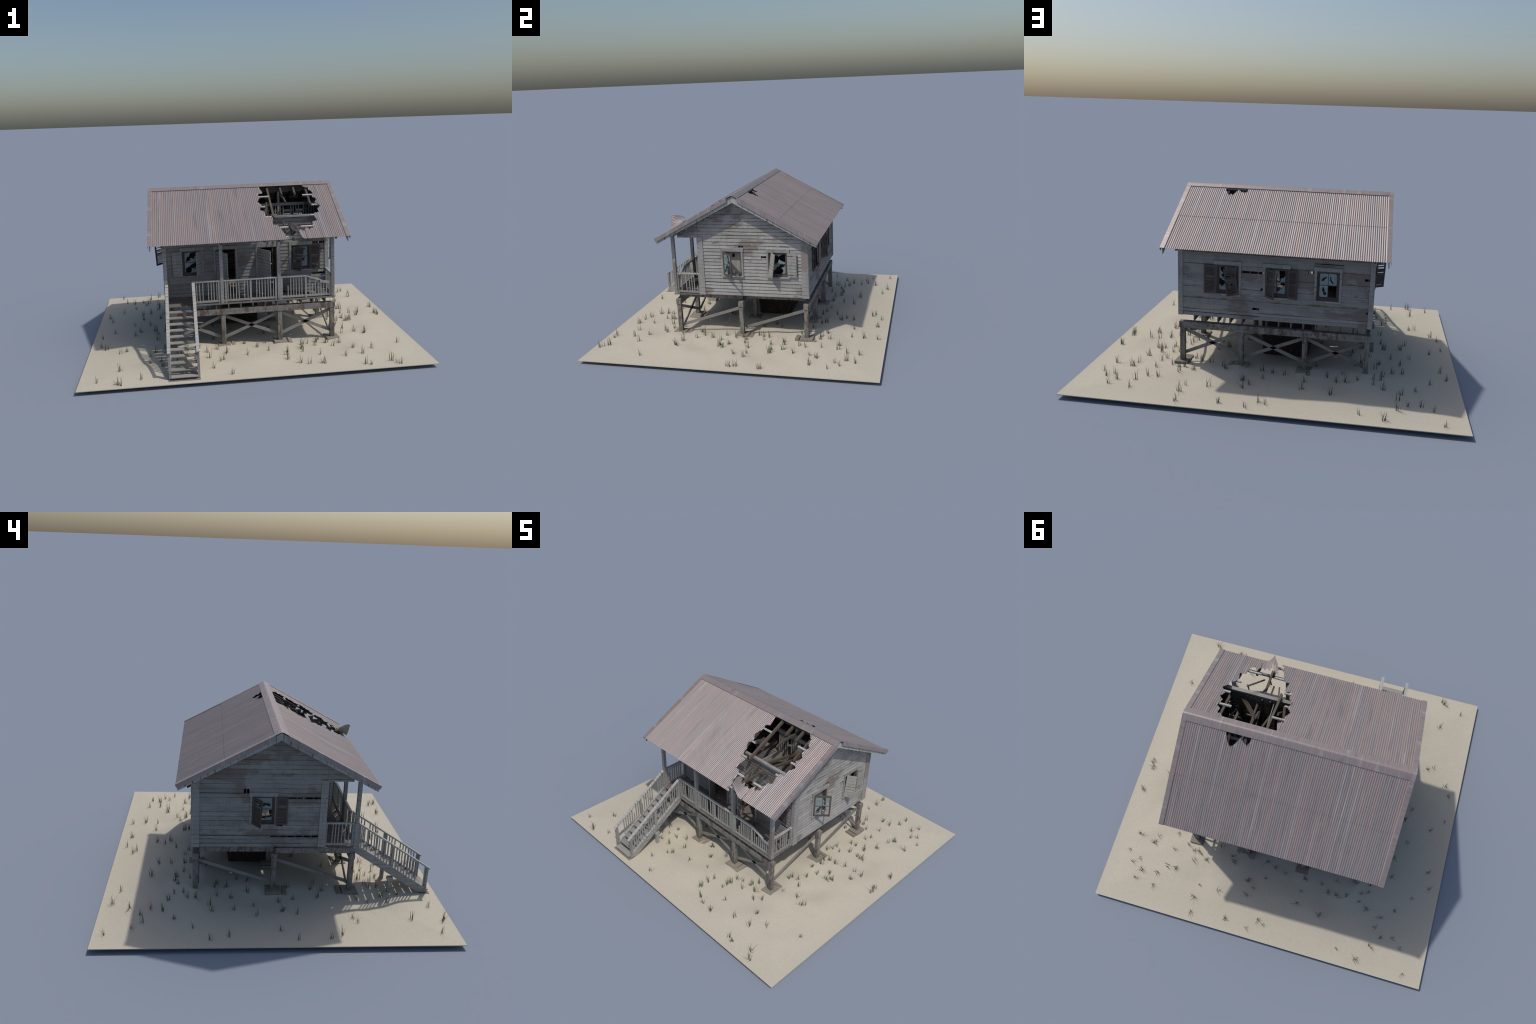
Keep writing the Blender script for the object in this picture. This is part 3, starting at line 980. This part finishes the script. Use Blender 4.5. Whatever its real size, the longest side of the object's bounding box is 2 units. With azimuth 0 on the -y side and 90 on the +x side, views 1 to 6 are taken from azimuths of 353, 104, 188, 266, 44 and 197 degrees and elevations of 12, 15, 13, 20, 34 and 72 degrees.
# torn outlines in (x, distance from ridge)
FRONT_HOLE = [(0.121, 0.0), (0.121, 0.046), (0.135, 0.093), (0.102, 0.107), (0.109, 0.142), (0.090, 0.180), (0.114, 0.215),
              (0.095, 0.252), (0.123, 0.280), (0.119, 0.325), (0.150, 0.328), (0.164, 0.330), (0.153, 0.395), (0.179, 0.399),
              (0.193, 0.418), (0.206, 0.472), (0.214, 0.477), (0.213, 0.512), (0.232, 0.520), (0.228, 0.54),
              (0.341, 0.54), (0.338, 0.455), (0.350, 0.428), (0.366, 0.452), (0.391, 0.437), (0.398, 0.384), (0.431, 0.374),
              (0.419, 0.334), (0.430, 0.305), (0.458, 0.298), (0.454, 0.271), (0.480, 0.242), (0.464, 0.220), (0.452, 0.206),
              (0.469, 0.173), (0.445, 0.152), (0.459, 0.106), (0.436, 0.086), (0.439, 0.057), (0.421, 0.056), (0.403, 0.035),
              (0.403, 0.0)]
BACK_HOLE = [(0.364, 0.0), (0.364, 0.031), (0.351, 0.065), (0.333, 0.089), (0.328, 0.096), (0.312, 0.087), (0.295, 0.065),
             (0.284, 0.046), (0.261, 0.065), (0.244, 0.071), (0.232, 0.054), (0.230, 0.031), (0.230, 0.0)]


def curl(poly, x, s):
    """Torn metal lifts a little close to a hole."""
    best = 1.0
    for (xa, sa), (xb, sb) in zip(poly, poly[1:]):
        dx, ds = xb - xa, sb - sa
        L = dx * dx + ds * ds
        t = 0 if L == 0 else max(0, min(1, ((x - xa) * dx + (s - sa) * ds) / L))
        best = min(best, math.hypot(x - xa - t * dx, s - sa - t * ds))
    return best


def sheet(x0, x1, s0, s1, sgn, hole=None, ds=None, lift=0.0):
    nx = round((x1 - x0) / CORR * 10)
    ns = max(1, round((s1 - s0) / ds)) if ds else 1
    verts, faces, keep = [], [], {}

    def vid(i, j):
        if (i, j) not in keep:
            x, s = x0 + (x1 - x0) * i / nx, s0 + (s1 - s0) * j / ns
            off = wave(x) + lift
            if hole:
                d = curl(hole, x, s)
                if d < 0.018:
                    off += (1 - d / 0.018) ** 2 * 0.007 * noise.noise(Vector((x * 55, s * 55, 4.0 + sgn)))
            keep[i, j] = len(verts)
            verts.append(on_roof(x, s, off, sgn))
        return keep[i, j]

    for i in range(nx):
        for j in range(ns):
            if hole and inside(hole, x0 + (x1 - x0) * (i + 0.5) / nx, s0 + (s1 - s0) * (j + 0.5) / ns):
                continue
            q = (vid(i, j), vid(i + 1, j), vid(i + 1, j + 1), vid(i, j + 1))
            faces.append(q[::-1] if sgn < 0 else q)
    return verts, faces


def roof_sheet(verts, faces, parent):
    ob = add_object("corrugated_sheet", verts, faces, tin, parent, True)
    thicken(ob, 0.0008)
    return ob


# ridge capping is the roof's own mesh
cap_prof = [(0.0345, 0.0032), (0.0340, 0.0044), (0.018, 0.0042), (0.007, 0.0040), (0.0035, 0.0036)]
verts, faces = [], []
sections = [-0.598, -0.3535, -0.3525, -0.05, 0.2, 0.205, 0.4, 0.598]
for x in sections:
    ring = [on_roof(x, s, o, -1) for s, o in cap_prof] + [Vector((x, 0, RIDGE_Z + 0.0025))] + [on_roof(x, s, o, 1) for s, o in reversed(cap_prof)]
    verts += ring
m = len(cap_prof) * 2 + 1
for i in range(len(sections) - 1):
    for j in range(m - 1):
        faces.append((i * m + j, (i + 1) * m + j, (i + 1) * m + j + 1, i * m + j + 1))  # eave to ridge to eave
roof = add_object("ridge_capping", verts, faces, tin_ridge, root, True)
thicken(roof, 0.001)

E0, E1 = -0.5735, 0.5735
edge = 0.078
for a, b, hole in ((E0, edge, None), (edge, 0.497, FRONT_HOLE), (0.497, E1, None)):
    roof_sheet(*sheet(a, b, 0.008, EAVE_Y, -1, hole, 0.0035 if hole else 0.1), roof)
for a, b, hole in ((E0, 0.215, None), (0.215, 0.380, BACK_HOLE), (0.380, E1, None)):
    roof_sheet(*sheet(a, b, 0.008, 0.281, 1, hole, 0.0035 if hole else 0.1, 0.0012), roof)
roof_sheet(*sheet(E0, E1, 0.270, EAVE_Y, 1, None, 0.1), roof)

# the flap torn loose at the eave, rolled upward
FLAP = [(0.338, 0.528), (0.338, 0.452), (0.322, 0.463), (0.312, 0.447), (0.304, 0.462), (0.297, 0.470), (0.290, 0.452), (0.281, 0.446),
        (0.276, 0.468), (0.262, 0.462), (0.255, 0.434), (0.249, 0.456), (0.243, 0.431), (0.236, 0.440), (0.229, 0.446), (0.2255, 0.528)]


def flap_point(x, s):
    """The sheet rolls up about a line at the flap's root, most at the eave end."""
    d, step, px, ph, th = 0.339 - x, 0.002, 0.0, 0.0, 0.0
    k = smooth01((s - 0.415) / 0.115)
    top = math.radians(10 + 48 * k)
    t = 0.0
    while t < d:
        h = min(step, d - t)
        th = top * smooth01(t / 0.05) + math.radians(12 * k) * t / 0.11
        px += math.cos(th) * h
        ph += math.sin(th) * h
        t += h
    up = Vector((0, -0.10, 0.995))
    nrm = Vector((math.sin(th), up.y * math.cos(th), up.z * math.cos(th)))
    return Vector((0.339 - px, -s, RIDGE_Z - M * s)) + up * ph + nrm * wave(x)


verts, faces, ids = [], [], {}
nx, ns = 80, 30
for i in range(nx):
    for j in range(ns):
        f = lambda a, b: (0.2255 + 0.1135 * a / nx, 0.430 + 0.098 * b / ns)
        if not inside(FLAP, *f(i + 0.5, j + 0.5)):
            continue
        q = []
        for k in ((i, j), (i + 1, j), (i + 1, j + 1), (i, j + 1)):
            if k not in ids:
                ids[k] = len(verts)
                verts.append(flap_point(*f(*k)))
            q.append(ids[k])
        faces.append(q[::-1])
fl = add_object("torn_flap", verts, faces, tin, roof, True)
thicken(fl, 0.0008)

# barge capping (tin) and barge board (timber) along the four verges
for sx in (-1, 1):
    for sg in (-1, 1):
        p = Parts()
        x0, x1 = sx * 0.5725, sx * 0.5975
        a = [on_roof(x0, 0.030, 0.0035, sg), on_roof(x1, 0.030, 0.0035, sg)]
        b = [on_roof(x0, EAVE_Y + 0.001, 0.0035, sg), on_roof(x1, EAVE_Y + 0.001, 0.0035, sg)]
        dn = Vector((0, 0, -0.0012))
        p.hexa([a[0] + dn, a[1] + dn, b[1] + dn, b[0] + dn, a[0], a[1], b[1], b[0]])
        xi = sx * 0.5963
        q0, q1 = on_roof(x1, 0.030, 0.0035, sg), on_roof(x1, EAVE_Y + 0.001, 0.0035, sg)
        r0, r1 = q0.copy(), q1.copy()
        r0.z -= 0.0245
        r1 += -NORM[sg] * 0.0225
        pts = []
        for q in (r0, r1):
            pts.append(Vector((xi, q.y, q.z)))
            pts.append(q)
        for q in (q1, q0):
            pts.append(Vector((xi, q.y, q.z - 0.0012)))
            pts.append(Vector((q.x, q.y, q.z - 0.0012)))
        p.hexa([pts[0], pts[1], pts[3], pts[2], pts[6], pts[7], pts[5], pts[4]])
        p.make("barge_capping", tin_trim, roof)
        bp = Parts()
        y0, y1 = 0.0, sg * 0.5165
        xa, xb = sx * 0.582, sx * 0.588
        lo, hi = -0.0445, -0.004
        bp.hexa([(xa, y0, roof_z(y0) + lo), (xb, y0, roof_z(y0) + lo), (xb, y1, roof_z(y1) + lo + 0.006), (xa, y1, roof_z(y1) + lo + 0.006),
                 (xa, y0, roof_z(y0) + hi), (xb, y0, roof_z(y0) + hi), (xb, y1, roof_z(y1) + hi), (xa, y1, roof_z(y1) + hi)])
        bp.make("barge_board", barge_paint, roof)

# frame of the roof: ridge board, rafters, purlins
Parts().box(-0.58, 0.58, -0.004, 0.004, 0.930, 0.967).make("ridge_board", rafter_wood[0], roof)


def rafter(x, sg, s0, s1, jag=0.0):
    a = on_roof(x, s0, -0.0185, sg)
    b = on_roof(x, s1, -0.0185, sg)
    Parts().beam(a, b, 0.0125, 0.0180, NORM[sg], jag).make("rafter", rafter_wood[1], roof)


for k in range(-6, 7):
    x = 0.0861 * k
    rafter(x, 1, 0.004, 0.512)
    if k == 2:
        rafter(x, -1, 0.004, 0.315, 0.012)
        rafter(x, -1, 0.452, 0.512)
    elif k == 3:
        rafter(x, -1, 0.004, 0.095, 0.03)
        rafter(x, -1, 0.440, 0.512)
    elif k == 4:
        rafter(x, -1, 0.004, 0.100, 0.03)
        rafter(x, -1, 0.420, 0.512)
    elif k == 5:
        rafter(x - 0.006, -1, 0.004, 0.205, 0.02)
        rafter(x, -1, 0.36, 0.512)
    else:
        rafter(x, -1, 0.004, 0.512)
for s_, lo, hi in ((0.030, 0.12, 0.403), (0.126, 0.172, 0.389), (0.223, 0.132, 0.428), (0.318, 0.159, 0.400), (0.417, 0.244, 0.319), (0.500, 9, 9)):
    for sg in (-1, 1):
        spans = [(-0.575, 0.575)]
        if sg < 0 and lo < 9:
            spans = [(-0.575, lo), (hi, 0.575)]
        for a, b in spans:
            Parts().beam(on_roof(a, s_, -0.0066, sg), on_roof(b, s_, -0.0066, sg), 0.0125, 0.0075, NORM[sg], 0.006).make("purlin", rail_paint[0], roof)

# ------------------------------------------------------------------ verandah
VP_X, VP_Y, VW = (-0.5070, -0.1735, 0.1745, 0.5070), -0.4395, 0.0205
for x in VP_X:
    h = VW / 2
    Parts().box(x - h, x + h, VP_Y - h, VP_Y + h, 0.3105, roof_z(VP_Y) - 0.026).make("verandah_post", post_paint, root, 0.0006)
Parts().box(-0.515, 0.515, VP_Y - 0.005, VP_Y + 0.005, 0.700, 0.7165).make("verandah_beam", plain[0], root)

RAIL_Z, RAIL_B = 0.4600, 0.3375
front_balusters = [-0.326, -0.308, -0.290, -0.257, -0.239, -0.223, -0.206, -0.139, -0.123, -0.105, -0.088, -0.071, -0.038, -0.018,
                   0.036, 0.054, 0.070, 0.088, 0.106, 0.122, 0.139, 0.247, 0.264, 0.280, 0.298, 0.315, 0.364]
front_short = [(0.229, 0.398), (0.382, 0.402), (0.400, 0.424), (0.417, 0.424), (0.434, 0.420), (0.451, 0.416), (0.468, 0.414)]
front_newels = [-0.344, -0.192, -0.1515, 0.0, 0.1545, 0.1905, 0.3395, 0.491]

rail = Parts()
for a, b in ((-0.350, -0.184), (-0.163, 0.164), (0.185, 0.496)):
    rail.box(a, b, -0.4435, -0.4355, 0.3255, RAIL_B)
for x in front_newels:
    top_z = 0.452 if x < 0.4 else 0.447
    rail.box(x - 0.0055, x + 0.0055, -0.4455, -0.4345, 0.3185, top_z)
RY = 0.506
for sx in (-1, 1):
    rail.box(sx * (RY - 0.004), sx * (RY + 0.004), -0.429, -0.270, 0.3255, RAIL_B)
    for y in (-0.4235, -0.2752):
        rail.box(sx * (RY - 0.0054), sx * (RY + 0.0054), y - 0.0054, y + 0.0054, 0.3185, 0.452)
railing = rail.make("railing", painted[2], root)

hand = Parts()
hand.box(-0.352, -0.184, -0.4465, -0.4325, 0.4525, RAIL_Z).box(-0.163, 0.164, -0.4465, -0.4325, 0.4525, RAIL_Z)
hand.box(0.185, 0.345, -0.4465, -0.4325, 0.4525, RAIL_Z)
hand.beam((0.343, -0.4395, 0.4555), (0.430, -0.4395, 0.4245), 0.014, 0.0065, Z3, 0.008)
hand.make("handrail", rail_paint[0], railing)
side_hand = Parts()
for sx in (-1, 1):
    side_hand.box(sx * (RY - 0.007), sx * (RY + 0.007), -0.431, -0.2685, 0.4525, RAIL_Z)
side_hand.make("handrail", rail_paint[1], railing)
loose = Parts()
loose.beam((0.498, -0.432, 0.458), (0.428, -0.412, 0.436), 0.013, 0.006, Z3, 0.01)
loose.beam((0.428, -0.443, 0.417), (0.486, -0.443, 0.407), 0.005, 0.016, Z3, 0.006)
loose.make("broken_rail", painted[0], railing)

bal = Parts().box(-0.0027, 0.0027, -0.0027, 0.0027, 0, 1).make("baluster", painted[2], railing)
first = True


def baluster(x, y, z0, z1, lean=0.0):
    global first
    m = Matrix.LocRotScale(Vector((x, y, z0)), Matrix.Rotation(lean, 3, Vector((0, 1, 0))) @ Matrix.Rotation(lean * 0.7, 3, "X"), Vector((1, 1, 1)))
    if first:
        first = False
        bal.data.transform(Matrix.Diagonal((1, 1, z1 - z0, 1)))
        bal.matrix_world = m
        return bal
    ob = place_copy(bal, m)
    ob.scale.z = (z1 - z0) / 0.115
    return ob


for x in front_balusters:
    baluster(x, -0.4395, RAIL_B, RAIL_B + 0.115, rnd.uniform(-0.012, 0.012))
for x, z1 in front_short:
    baluster(x, -0.4395, RAIL_B, z1, rnd.uniform(-0.02, 0.02))
for y in (-0.400, -0.3655, -0.344, -0.3275, -0.311):
    baluster(0.506, y, RAIL_B, RAIL_B + 0.115, rnd.uniform(-0.03, 0.03))
baluster(0.506, -0.2896, RAIL_B, 0.372)
for y in (-0.310, -0.3257, -0.343, -0.362, -0.380, -0.400):
    baluster(-0.506, y, RAIL_B, RAIL_B + 0.115, rnd.uniform(-0.03, 0.03))

# ----------------------------------------------------------------- staircase
SL = 0.648                               # rise over run
SX = (-0.503, -0.3455)                   # centre lines of the two strings
Y_TOP, Y_BOT = -0.452, -0.866


def rake(y, z_at_top):
    return z_at_top - SL * (Y_TOP - y)


string = Parts()
for x in SX:
    outline = []
    for y, z in ((Y_TOP, 0.3215), (Y_BOT - 0.006, rake(Y_BOT - 0.006, 0.3215)), (Y_BOT - 0.006, 0.031), (-0.822, 0.031),
                 (-0.600, 0.179), (Y_TOP + 0.010, 0.281), (Y_TOP + 0.010, 0.318)):
        outline.append((y, z))
    string.prism(outline, 0, x - 0.0055, x + 0.0055)
stairs = string.make("staircase", string_paint, root)
treads = []
for k in range(11):
    y = Y_TOP - 0.0385 * (k + 0.75)
    z = 0.3185 - 0.02495 * (k + 1)
    p = Parts().box(SX[0] + 0.0055, SX[1] - 0.0055, y - 0.0205, y + 0.0195, z - 0.0055, z)
    p.make("tread", tread_wood, stairs, 0.0006)
Parts().box(-0.513, -0.338, -0.892, -0.800, 0.005, 0.0265).make("step_slab", footing_mat, stairs, 0.001)
sup = Parts()
for x in SX:
    sup.box(x - 0.0095, x + 0.0095, -0.665, -0.646, 0.02, 0.118)
    sup.box(x - 0.0125, x + 0.0125, -0.672, -0.639, 0.112, 0.128)
sup.make("stair_support", painted[2], stairs)
sp = Parts()
srail = Parts()
for x in SX:
    for y in (Y_TOP - 0.006, -0.658, Y_BOT + 0.003):
        sp.box(x - 0.0068, x + 0.0068, y - 0.0068, y + 0.0068, rake(y, 0.300), rake(y, 0.452))
    a = Vector((x, Y_TOP, 0.4545))
    b = Vector((x, Y_BOT - 0.012, rake(Y_BOT - 0.012, 0.4545)))
    srail.beam(a, b, 0.0185, 0.0075, Z3)
    srail.beam(Vector((x, Y_TOP, 0.3245)), Vector((x, Y_BOT, rake(Y_BOT, 0.3245))), 0.0135, 0.005, Z3)
sp.make("stair_newel", painted[2], stairs)
srail.make("stair_handrail", rail_paint[1], stairs)
for x, gone in ((SX[0], (3, 4, 20, 21)), (SX[1], (4, 9, 15))):
    for k in range(23):
        y = Y_TOP - 0.021 - 0.0172 * k
        if k in gone or abs(y + 0.658) < 0.010:
            continue
        z0 = rake(y, 0.324)
        short = rnd.random() < 0.04
        baluster(x, y, z0, rake(y, 0.452) - (0.05 if short else 0), rnd.uniform(-0.02, 0.02)).parent = bal.parent

# ------------------------------------------------------------------ interior
inner = Parts()
for k in range(17):
    z = 0.3195 + 0.027 * k
    if z + 0.026 < 0.79:
        if 0.56 < z < 0.60:
            inner.box(0.199, 0.203, -0.262, -0.205, z, z + 0.0262)
            inner.box(0.199, 0.203, -0.185, -0.05, z, z + 0.0262)
        else:
            inner.box(0.199, 0.203, -0.262, -0.05, z, z + 0.0262)
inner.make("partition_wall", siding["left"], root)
slats = Parts()
slats.box(0.10, 0.512, 0.012, 0.028, 0.833, 0.851)
slats.box(0.246, 0.260, 0.010, 0.024, 0.3195, 0.93)
k = 0
x = 0.112
while x < 0.505:
    if k not in (5, 11, 12, 17):
        slats.box(x - 0.003, x + 0.003, 0.016, 0.022, 0.660, 0.833)
    x += 0.0173
    k += 1
for k in range(13):
    z = 0.3195 + 0.027 * k
    slats.box(0.20, 0.512, 0.017, 0.021, z, z + 0.0262)
for k in range(4):  # boards added to stop sunlight leaking into the back room
    slats.box(-0.10, 0.196, 0.017, 0.021, 0.556 + 0.027 * k, 0.5822 + 0.027 * k)
slats.make("slatted_partition", plain[2], root)
ceiling = Parts()
for k in range(16):
    y = 0.024 + 0.0262 * k
    ceiling.box(-0.510, 0.510, y, y + 0.0257, 0.664, 0.668)
ceiling.make("loft_floor", floor_wood, root)

# broken roof timbers and boards that fell into the rooms and on the verandah
FALLEN = [((0.267, 0.035, 0.896), (0.268, -0.120, 0.893), 0.013), ((0.268, -0.118, 0.893), (0.269, -0.180, 0.874), 0.013),
          ((0.205, -0.195, 0.735), (0.272, 0.010, 0.750), 0.014), ((0.270, -0.200, 0.742), (0.335, 0.065, 0.748), 0.015),
          ((0.063, -0.170, 0.715), (0.068, 0.060, 0.735), 0.015), ((0.276, -0.262, 0.690), (0.272, -0.140, 0.690), 0.010),
          ((0.415, -0.16, 0.700), (0.340, 0.0, 0.690), 0.012), ((0.150, 0.010, 0.66), (0.30, -0.235, 0.46), 0.016),
          ((0.19, -0.10, 0.33), (0.42, -0.24, 0.36), 0.013), ((0.22, -0.06, 0.60), (0.40, -0.02, 0.45), 0.013),
          ((0.264, -0.455, 0.741), (0.271, -0.283, 0.752), 0.015), ((0.262, -0.345, 0.766), (0.300, -0.285, 0.748), 0.009),
          ((0.205, -0.375, 0.730), (0.190, -0.300, 0.745), 0.010), ((0.240, -0.385, 0.700), (0.232, -0.290, 0.775), 0.010),
          ((0.300, -0.41, 0.705), (0.375, -0.33, 0.745), 0.008), ((0.350, -0.300, 0.69), (0.385, -0.36, 0.68), 0.010),
          ((0.435, 0.02, 0.86), (0.40, -0.20, 0.70), 0.010), ((0.285, -0.435, 0.735), (0.262, -0.40, 0.70), 0.010),
          ((0.130, -0.215, 0.862), (0.118, -0.150, 0.840), 0.018), ((0.150, -0.160, 0.88), (0.143, -0.205, 0.800), 0.014),
          ((0.215, -0.30, 0.330), (0.36, -0.40, 0.335), 0.010), ((0.12, -0.33, 0.325), (0.24, -0.29, 0.345), 0.009)]
for a, b, w_ in FALLEN:
    Parts().beam(a, b, w_ * 0.75, w_ * 1.1, Z3, 0.02).make("fallen_timber", rafter_wood[0], root)
Parts().beam((0.373, -0.252, 0.752), (0.283, -0.168, 0.716), 0.024, 0.006, Z3, 0.012).make("fallen_board", rafter_wood[0], root)
print("boards", board_total)
